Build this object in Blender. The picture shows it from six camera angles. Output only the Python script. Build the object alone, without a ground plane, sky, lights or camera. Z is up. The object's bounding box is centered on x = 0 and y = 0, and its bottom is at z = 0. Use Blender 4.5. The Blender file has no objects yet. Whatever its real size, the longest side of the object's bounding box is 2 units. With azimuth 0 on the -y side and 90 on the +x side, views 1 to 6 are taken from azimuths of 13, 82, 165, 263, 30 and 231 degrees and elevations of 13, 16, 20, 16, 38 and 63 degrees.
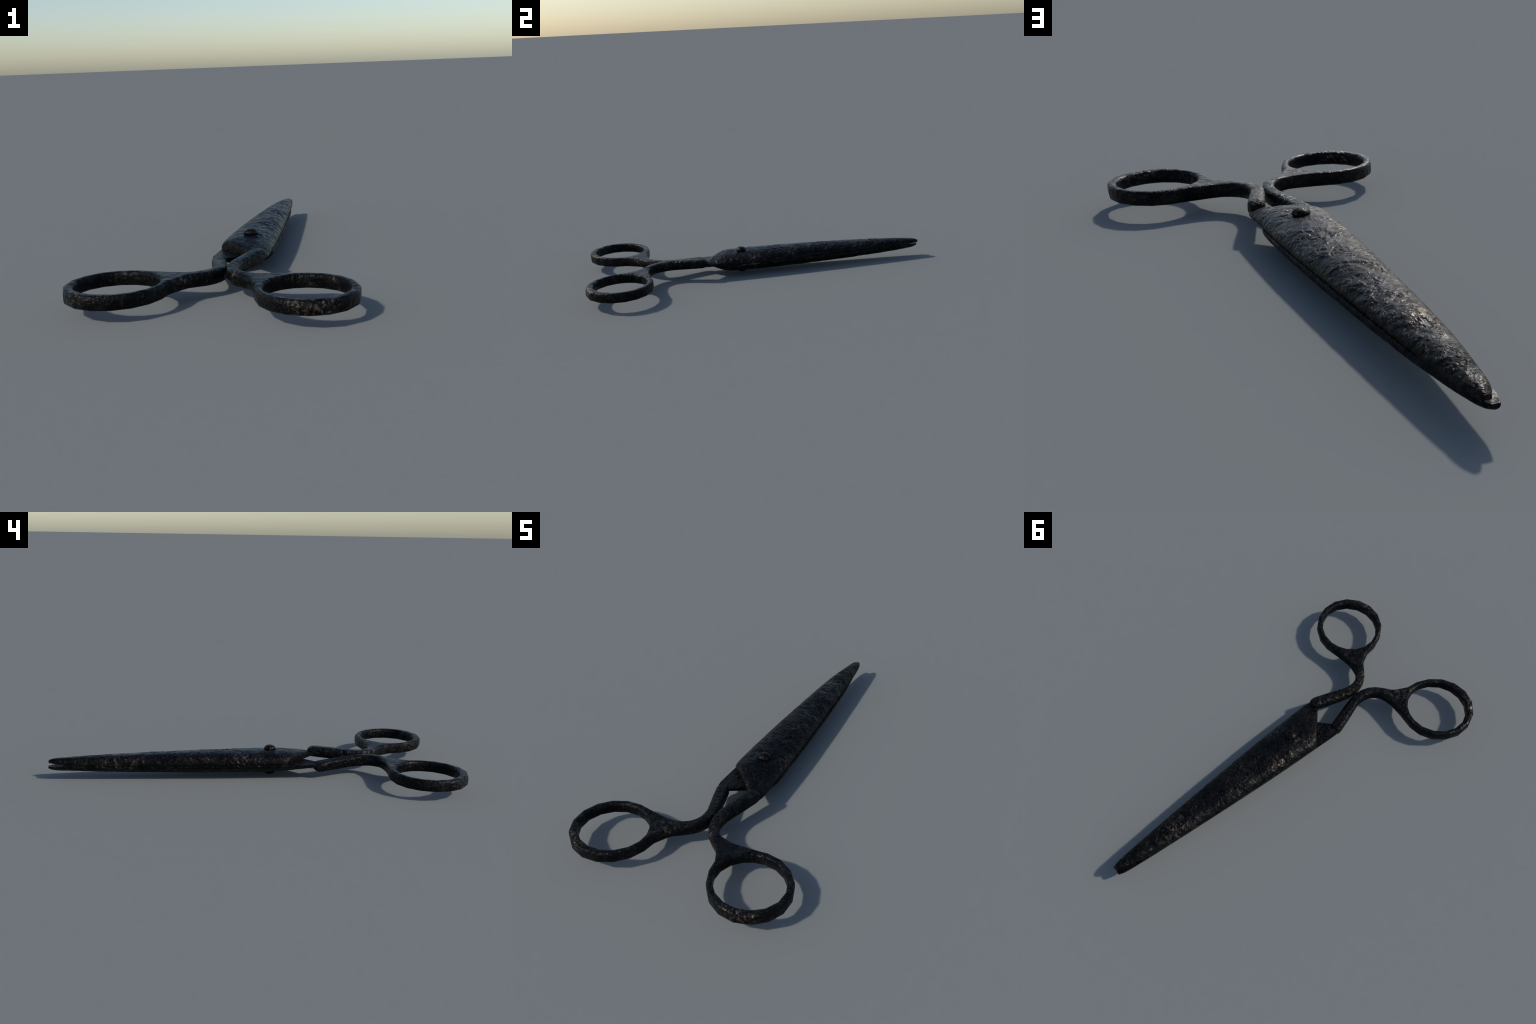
"""Antique forged-iron scissors: two identical halves, one turned half a turn
about the long axis, held by a domed rivet; faceted finger rings."""
import bpy, bmesh, math
from mathutils import Vector, noise as mnoise

MID = 0.0755           # height of the seam between the two halves
PIVOT_Y = -0.095       # where the rivet sits along the length
TILT = 0.0222          # the whole tool is turned slightly in plan


# ------------------------------------------------------------- frame
def axis_x(y):
    """x of the centre line at length y (the pair is bent a little at the pivot)."""
    d = y - PIVOT_Y
    return -0.0135 - (0.0236 if d > 0 else 0.0190) * d


def place(p, side):
    """Half-local point -> world.  side=+1 upper half, -1 the half turned over."""
    x, y, z = p
    return Vector((axis_x(y) + side * x, y + side * TILT * x, MID + side * z))


def interp(table, t):
    """Smooth (monotone cubic) interpolation in a short table [(t, value), ...]."""
    n = len(table)
    if t <= table[0][0]:
        return table[0][1]
    if t >= table[-1][0]:
        return table[-1][1]
    d = [(table[i + 1][1] - table[i][1]) / (table[i + 1][0] - table[i][0]) for i in range(n - 1)]
    m = [d[0]] + [0 if d[i - 1] * d[i] <= 0 else 2 * d[i - 1] * d[i] / (d[i - 1] + d[i])
                  for i in range(1, n - 1)] + [d[-1]]
    for i in range(n - 1):
        t0, v0 = table[i]
        t1, v1 = table[i + 1]
        if t <= t1:
            h = t1 - t0
            s = (t - t0) / h
            return ((1 + 2 * s) * (1 - s) ** 2 * v0 + s * (1 - s) ** 2 * h * m[i]
                    + s * s * (3 - 2 * s) * v1 + s * s * (s - 1) * h * m[i + 1])


# ------------------------------------------------------------- material
def iron_material(name, speck=1.0):
    mat = bpy.data.materials.new(name)
    mat.use_nodes = True
    nt = mat.node_tree
    N, Lk = nt.nodes, nt.links
    N.clear()
    out = N.new("ShaderNodeOutputMaterial")
    bsdf = N.new("ShaderNodeBsdfPrincipled")
    Lk.new(bsdf.outputs[0], out.inputs[0])
    tc = N.new("ShaderNodeTexCoord")

    def noise(scale, detail=6.0, rough=0.6, dist=0.0, off=0.0):
        mp = N.new("ShaderNodeMapping")
        mp.inputs["Location"].default_value = (off, off * 1.7, -off)
        Lk.new(tc.outputs["Object"], mp.inputs[0])
        n = N.new("ShaderNodeTexNoise")
        n.inputs["Scale"].default_value = scale
        n.inputs["Detail"].default_value = detail
        n.inputs["Roughness"].default_value = rough
        n.inputs["Distortion"].default_value = dist
        Lk.new(mp.outputs[0], n.inputs["Vector"])
        return n.outputs["Fac"]

    def ramp(fac, stops):
        r = N.new("ShaderNodeValToRGB")
        e = r.color_ramp.elements
        while len(e) < len(stops):
            e.new(0.5)
        for el, (pos, col) in zip(e, stops):
            el.position = pos
            el.color = (*col, 1.0) if isinstance(col, tuple) else (col, col, col, 1.0)
        Lk.new(fac, r.inputs[0])
        return r.outputs[0]

    def math_node(op, a, b):
        m = N.new("ShaderNodeMath")
        m.operation = op
        for sock, v in zip(m.inputs, (a, b)):
            if isinstance(v, (int, float)):
                sock.default_value = v
            else:
                Lk.new(v, sock)
        return m.outputs[0]

    def mix(fac, a, b):
        m = N.new("ShaderNodeMix")
        m.data_type = "RGBA"
        for sock, v in ((m.inputs["Factor"], fac), (m.inputs["A"], a), (m.inputs["B"], b)):
            if isinstance(v, tuple):
                sock.default_value = (*v, 1.0)
            elif isinstance(v, (int, float)):
                sock.default_value = v
            else:
                Lk.new(v, sock)
        return m.outputs["Result"]

    # colours: black scale, greyer worn patches, brown and tan specks
    base = ramp(noise(22, 8, 0.65, 0.3), [(0.30, (0.0045, 0.0047, 0.0053)),
                                          (0.52, (0.009, 0.009, 0.0095)),
                                          (0.70, (0.020, 0.019, 0.0175))])
    patch = ramp(noise(5.5, 4, 0.6, 0.2, 3.1), [(0.51, 0.0), (0.67, 0.75)])
    # brown speckled places: side of the blade towards the point, the shank bend, ends of the rings
    for centre, radius in (((-0.075, 0.66, 0.10), 0.13), ((-0.09, 0.06, 0.10), 0.07), ((0.03, -0.64, 0.09), 0.07),
                           ((0.40, -0.98, 0.075), 0.12), ((-0.14, -0.70, 0.075), 0.08),
                           ((-0.45, -0.95, 0.075), 0.10), ((0.10, -0.05, 0.09), 0.10)):
        dist = N.new("ShaderNodeVectorMath")
        dist.operation = "DISTANCE"
        Lk.new(tc.outputs["Object"], dist.inputs[0])
        dist.inputs[1].default_value = centre
        blob = N.new("ShaderNodeMapRange")
        blob.interpolation_type = "SMOOTHSTEP"
        blob.inputs["From Min"].default_value = radius
        blob.inputs["From Max"].default_value = radius * 0.2
        Lk.new(dist.outputs["Value"], blob.inputs["Value"])
        patch = math_node("MAXIMUM", patch, blob.outputs[0])
    brown_speck = ramp(noise(62, 4, 0.62, 0.2, 1.3), [(0.50, 0.0), (0.66, 1.0)])
    brown_fac = math_node("MULTIPLY", math_node("MULTIPLY", patch, brown_speck), 0.85 * speck)
    brown_col = ramp(noise(40, 4, 0.6, 0.0, 7.7), [(0.35, (0.065, 0.056, 0.047)),
                                                  (0.62, (0.185, 0.136, 0.098))])
    col = mix(brown_fac, base, brown_col)
    tan_speck = math_node("MULTIPLY", ramp(noise(95, 3, 0.6, 0.0, 9.4), [(0.61, 0.0), (0.71, 1.0)]), 0.4 * speck)
    col = mix(tan_speck, col, (0.13, 0.105, 0.083))
    Lk.new(col, bsdf.inputs["Base Color"])

    rgh = ramp(noise(30, 5, 0.6, 0.0, 5.2), [(0.35, 0.32), (0.70, 0.52)])
    Lk.new(rgh, bsdf.inputs["Roughness"])
    bsdf.inputs["Metallic"].default_value = 0.9
    bsdf.inputs["Specular IOR Level"].default_value = 0.3

    # fine relief: grain and small flakes, rough in patches, smoother worn areas between
    rough_zone = ramp(noise(5.0, 4, 0.6, 0.3, 6.1), [(0.42, 0.22), (0.58, 1.0)])
    lumps = noise(34, 3, 0.55, 0.0, 2.2)
    fine = noise(80, 4, 0.6, 0.0, 4.4)
    flake = ramp(noise(36, 5, 0.6, 0.3, 8.8), [(0.45, 0.0), (0.50, 0.8), (0.8, 1.0)])
    h = math_node("ADD", math_node("MULTIPLY", lumps, 1.0), math_node("MULTIPLY", fine, 0.35))
    h = math_node("ADD", h, math_node("MULTIPLY", flake, 0.35))
    h = math_node("MULTIPLY", h, rough_zone)
    bump = N.new("ShaderNodeBump")
    bump.inputs["Strength"].default_value = 0.8
    bump.inputs["Distance"].default_value = 0.012
    Lk.new(h, bump.inputs["Height"])
    Lk.new(bump.outputs[0], bsdf.inputs["Normal"])
    return mat


IRON = iron_material("corroded_iron")

root = bpy.data.objects.new("scissors", None)
bpy.context.collection.objects.link(root)
root["label"] = "old black corroded iron scissors with two round finger rings"
root["category"] = "scissors"


def add_object(name, bm, parent=root):
    me = bpy.data.meshes.new(name)
    bm.to_mesh(me)
    bm.free()
    me.materials.append(IRON)
    ob = bpy.data.objects.new(name, me)
    bpy.context.collection.objects.link(ob)
    ob.parent = parent
    return ob


# ------------------------------------------------------------- blade
SPINE = [(0.0, (0.080, -0.345)), (0.04, (0.109, -0.328)), (0.08, (0.116, -0.29)), (0.17, (0.112, -0.18)),
         (0.36, (0.1025, 0.05)), (0.56, (0.087, 0.29)), (0.72, (0.071, 0.51)), (0.84, (0.056, 0.70)),
         (0.92, (0.044, 0.84)), (0.965, (0.035, 0.93)), (0.985, (0.028, 0.972)), (1.0, (0.019, 0.999))]
EDGE = [(0.0, (-0.098, -0.183)), (0.025, (-0.110, -0.168)), (0.06, (-0.112, -0.135)), (0.17, (-0.109, -0.04)),
        (0.36, (-0.101, 0.13)), (0.56, (-0.087, 0.35)), (0.72, (-0.072, 0.55)), (0.84, (-0.056, 0.73)),
        (0.92, (-0.038, 0.855)), (0.965, (-0.023, 0.937)), (0.985, (-0.012, 0.976)), (1.0, (0.001, 0.999))]
CREST = [(-0.34, 0.026), (-0.29, 0.032), (-0.23, 0.0425), (-0.16, 0.0505), (-0.06, 0.055), (0.15, 0.0545),
         (0.45, 0.0495), (0.75, 0.040), (0.92, 0.031), (1.0, 0.025)]


def two(table, t):
    return (interp([(a, p[0]) for a, p in table], t), interp([(a, p[1]) for a, p in table], t))


def smooth(a, b, v):
    v = min(1.0, max(0.0, (v - a) / (b - a)))
    return v * v * (3 - 2 * v)


def corrosion(p):
    """Relief of the blade faces in metres: soft lumps, and in rough zones broken flakes and chips."""
    zone = smooth(-0.10, 0.25, mnoise.fractal(p * 4.5 + Vector((3.3, 1.2, 0.4)), 0.9, 2.0, 3))
    lump = mnoise.fractal(p * 16 + Vector((7.1, 0, 2)), 0.8, 2.0, 4)
    warp = p * 30 + 0.5 * mnoise.noise_vector(p * 24)
    chip = smooth(-0.06, 0.06, mnoise.fractal(warp, 0.75, 2.1, 4))
    pit = smooth(0.22, 0.42, mnoise.fractal(p * 42 + Vector((0, 9.2, 1)), 0.9, 2.0, 3))
    return 0.0009 * lump - (0.15 + 0.85 * zone) * (0.0019 * chip + 0.0012 * pit)


def blade_mesh(side):
    bm = bmesh.new()
    stations = [0.0, 0.002, 0.005, 0.009, 0.014, 0.020, 0.027, 0.036, 0.045] + [0.045 + 0.93 * i / 420 for i in range(1, 421)] + [0.981, 0.986, 0.990, 0.994, 0.997, 1.0]
    nv = 130
    top, bot = [], []
    for t in stations:
        sp, ed = two(SPINE, t), two(EDGE, t)
        rim = 1.0
        if t < 0.045:                      # rounded rear rim
            rim = 0.42 + 0.58 * math.sqrt(max(0.0, 1 - (1 - t / 0.045) ** 2))
        nose = max(0.0, (t - 0.975) / 0.025)
        rim *= math.sqrt(max(0.0, 1 - 0.75 * nose ** 2))
        row_t, row_b = [], []
        for j in range(nv + 1):
            s = -math.cos(math.pi * j / nv)          # crowd the samples at both edges
            k = (s + 1) / 2
            x = ed[0] + (sp[0] - ed[0]) * k
            y = ed[1] + (sp[1] - ed[1]) * k
            crest = interp(CREST, y)
            under = 0.0010 + 0.0045 * smooth(0.90, 1.0, y)
            sk = s + 0.16 * (1 - s * s)              # crest leans to the cutting edge
            dome = (1 - abs(sk) ** 2.5) ** 0.52
            lip = 0.006
            z = under + lip + (crest - under - lip) * dome * rim
            fade = (1 - abs(s) ** 10) * smooth(0.0, 0.02, t) * (1 - smooth(0.985, 1.0, t))
            if fade > 0:
                z += fade * (0.0012 + corrosion(Vector((x * side, y, z * side))))
            row_t.append(bm.verts.new(place((x, y, z), side)))
            row_b.append(bm.verts.new(place((x * 0.995, y, under), side)))
        top.append(row_t)
        bot.append(row_b)
    flip = side < 0

    def quad(*v):
        bm.faces.new(v if not flip else v[::-1])
    for i in range(len(top) - 1):
        for j in range(nv):
            quad(top[i][j], top[i][j + 1], top[i + 1][j + 1], top[i + 1][j])
            quad(bot[i][j], bot[i + 1][j], bot[i + 1][j + 1], bot[i][j + 1])
        quad(top[i][0], top[i + 1][0], bot[i + 1][0], bot[i][0])
        quad(top[i][nv], bot[i][nv], bot[i + 1][nv], top[i + 1][nv])
    for j in range(nv):
        quad(top[0][j], bot[0][j], bot[0][j + 1], top[0][j + 1])
        quad(top[-1][j], top[-1][j + 1], bot[-1][j + 1], bot[-1][j])
    bmesh.ops.recalc_face_normals(bm, faces=bm.faces)
    bevel_edges = [e for e in bm.edges if e.calc_face_angle(0) > math.radians(55)]
    for f in bm.faces:
        f.smooth = True
    for e in bevel_edges:
        e.smooth = False
    return bm


# ------------------------------------------------------------- handle: shank + finger ring
RING_C = (0.3445, -0.8105)
RING_H = 0.0268
M = 8                                        # vertices down one side of a section
COLUMN = [(1.00, 1.00), (0.50, 0.965), (0.14, 0.80), (0.0, 0.42),
          (0.0, -0.42), (0.14, -0.80), (0.50, -0.965), (1.00, -1.00)]   # (inset, z) of half a section
RING_ANGLES = [7.5, 30, 52.5, 75, 97, 114, 131, 151, 170, 189, 209, 232.5, 255.5, 278, 300, 322.5, 345]


def ring_outer(a):
    """Outer outline: a slight oval, long towards the shank; drawn out to the shank at the fork."""
    fork = {97: (0.325, -0.628), 114: (0.238, -0.641), 131: (0.166, -0.647),
            151: (0.122, -0.713), 170: (0.153, -0.773), 189: (0.161, -0.832)}
    if a in fork:
        return Vector(fork[a])
    r = math.radians(a)
    th = r - math.radians(133)
    rad = 1 / math.sqrt((math.cos(th) / 0.1865) ** 2 + (math.sin(th) / 0.1780) ** 2)
    return Vector((RING_C[0] + rad * math.cos(r), RING_C[1] + rad * math.sin(r)))


def ring_inner(a):
    r = math.radians(a)
    th = r - math.radians(163)
    rad = 1 / math.sqrt((math.cos(th) / 0.1550) ** 2 + (math.sin(th) / 0.1460) ** 2)
    return Vector((RING_C[0] - 0.0045 + rad * math.cos(r), RING_C[1] + 0.004 + rad * math.sin(r)))


# shank stations from the fork to the blade: centre x, y, half width, lift, half height
SHANK = [((0.1215, -0.669), 0.0325, 0.000, 0.0268),
         ((0.087, -0.652), 0.0245, 0.000, 0.0272),
         ((0.060, -0.630), 0.0230, 0.001, 0.0278),
         ((0.040, -0.602), 0.0225, 0.002, 0.0282),
         ((0.0295, -0.570), 0.0230, 0.004, 0.0284),
         ((0.0265, -0.540), 0.0240, 0.006, 0.0282),
         ((0.0295, -0.505), 0.0250, 0.008, 0.0278),
         ((0.0440, -0.455), 0.0270, 0.011, 0.0272),
         ((0.0605, -0.405), 0.0285, 0.014, 0.0268),
         ((0.0730, -0.362), 0.0295, 0.0165, 0.0262),
         ((0.0800, -0.341), 0.0295, 0.0180, 0.0262),
         ((0.0835, -0.326), 0.0285, 0.0180, 0.0248),
         ((0.0860, -0.315), 0.0255, 0.0175, 0.0205),
         ((0.0872, -0.308), 0.0200, 0.0165, 0.0140),
         ((0.0878, -0.304), 0.0100, 0.0160, 0.0070)]


def handle_mesh(side):
    """One seamless skin; layer 'region': 0 ring, 1 shank."""
    bm = bmesh.new()
    region = bm.faces.layers.int.new("region")
    secs = []
    for a in RING_ANGLES:
        po, pi = ring_outer(a), ring_inner(a)
        inward = (pi - po)
        wide = inward.length
        inward.normalize()
        cap = min(0.42 * wide, 0.0155)
        o = [bm.verts.new(place((*(po + inward * cap * c), RING_H * z), side)) for c, z in COLUMN]
        i = [bm.verts.new(place((*(pi - inward * cap * c), RING_H * z), side)) for c, z in COLUMN]
        secs.append((o, i))

    def quad(reg, *v):
        f = bm.faces.new(v)
        f[region] = reg
        f.smooth = True
    n = len(secs)
    gap = RING_ANGLES.index(131)
    for k in range(n):
        (o0, i0), (o1, i1) = secs[k], secs[(k + 1) % n]
        for m in range(M - 1):
            if k != gap:
                quad(0, o0[m], o1[m], o1[m + 1], o0[m + 1])
            quad(0, i0[m], i0[m + 1], i1[m + 1], i1[m])
        quad(0, o0[0], i0[0], i1[0], o1[0])
        quad(0, o0[-1], o1[-1], i1[-1], i0[-1])
    # shank, skinned from the opening in the ring's outer wall
    left, right = secs[gap][0], secs[gap + 1][0]
    for k, (c, w, lift, h) in enumerate(SHANK):
        c = Vector(c)
        a = Vector(SHANK[max(0, k - 1)][0])
        b = Vector(SHANK[min(len(SHANK) - 1, k + 1)][0])
        d = (b - a).normalized()
        nrm = Vector((d.y, -d.x))            # to the outer (+x) side when running to +y
        cols = []
        for sgn in (1, -1):
            cols.append([bm.verts.new(place((*(c + nrm * sgn * w * (1 - 0.74 * cc)),
                                             lift + h * z), side)) for cc, z in COLUMN])
        for m in range(M - 1):
            quad(1, left[m], left[m + 1], cols[0][m + 1], cols[0][m])
            quad(1, right[m], cols[1][m], cols[1][m + 1], right[m + 1])
        quad(1, left[0], cols[0][0], cols[1][0], right[0])
        quad(1, left[-1], right[-1], cols[1][-1], cols[0][-1])
        left, right = cols
    quad(1, *(left + right[::-1]))
    bmesh.ops.recalc_face_normals(bm, faces=bm.faces)
    bm.normal_update()
    return bm


def split_by_region(bm, names):
    """Separate one smooth skin into named parts that keep the whole skin's normals."""
    layer = bm.faces.layers.int["region"]
    for reg, name in enumerate(names):
        part = bmesh.new()
        mp, normals = {}, []
        for f in bm.faces:
            if f[layer] != reg:
                continue
            vs = []
            for v in f.verts:
                if v.index not in mp:
                    mp[v.index] = part.verts.new(v.co)
                    normals.append(v.normal.copy())
                vs.append(mp[v.index])
            part.faces.new(vs).smooth = True
        ob = add_object(name, part)
        ob.data.normals_split_custom_set_from_vertices(normals)
    bm.free()


# ------------------------------------------------------------- rivet
def rivet_head(side):
    """Hammered mushroom head, lathed, a little uneven."""
    bm = bmesh.new()
    prof = [(0.020, 0.044), (0.0245, 0.0505), (0.0285, 0.0545), (0.0295, 0.0590), (0.0275, 0.0650),
            (0.0215, 0.0705), (0.0135, 0.0740), (0.0060, 0.0752)]
    seg = 28
    rows = []
    for r, z in prof:
        row = []
        for k in range(seg):
            a = 2 * math.pi * k / seg
            rr = r * (1 + 0.035 * math.sin(2 * a + 0.6) + 0.02 * math.sin(5 * a))
            row.append(bm.verts.new(place((rr * math.cos(a) + side * 0.004, PIVOT_Y + rr * math.sin(a), z), side)))
        rows.append(row)
    tip = bm.verts.new(place((side * 0.004, PIVOT_Y, MID), side))
    for a, b in zip(rows, rows[1:]):
        for k in range(seg):
            bm.faces.new((a[k], a[(k + 1) % seg], b[(k + 1) % seg], b[k]))
    for k in range(seg):
        bm.faces.new((rows[-1][k], rows[-1][(k + 1) % seg], tip))
    bm.faces.new(rows[0][::-1])
    bmesh.ops.recalc_face_normals(bm, faces=bm.faces)
    for f in bm.faces:
        f.smooth = True
    return bm


for side in (1, -1):
    add_object("blade", blade_mesh(side))
    bm = handle_mesh(side)
    bm.verts.index_update()
    split_by_region(bm, ["finger_ring", "shank"])
    add_object("rivet_head", rivet_head(side))
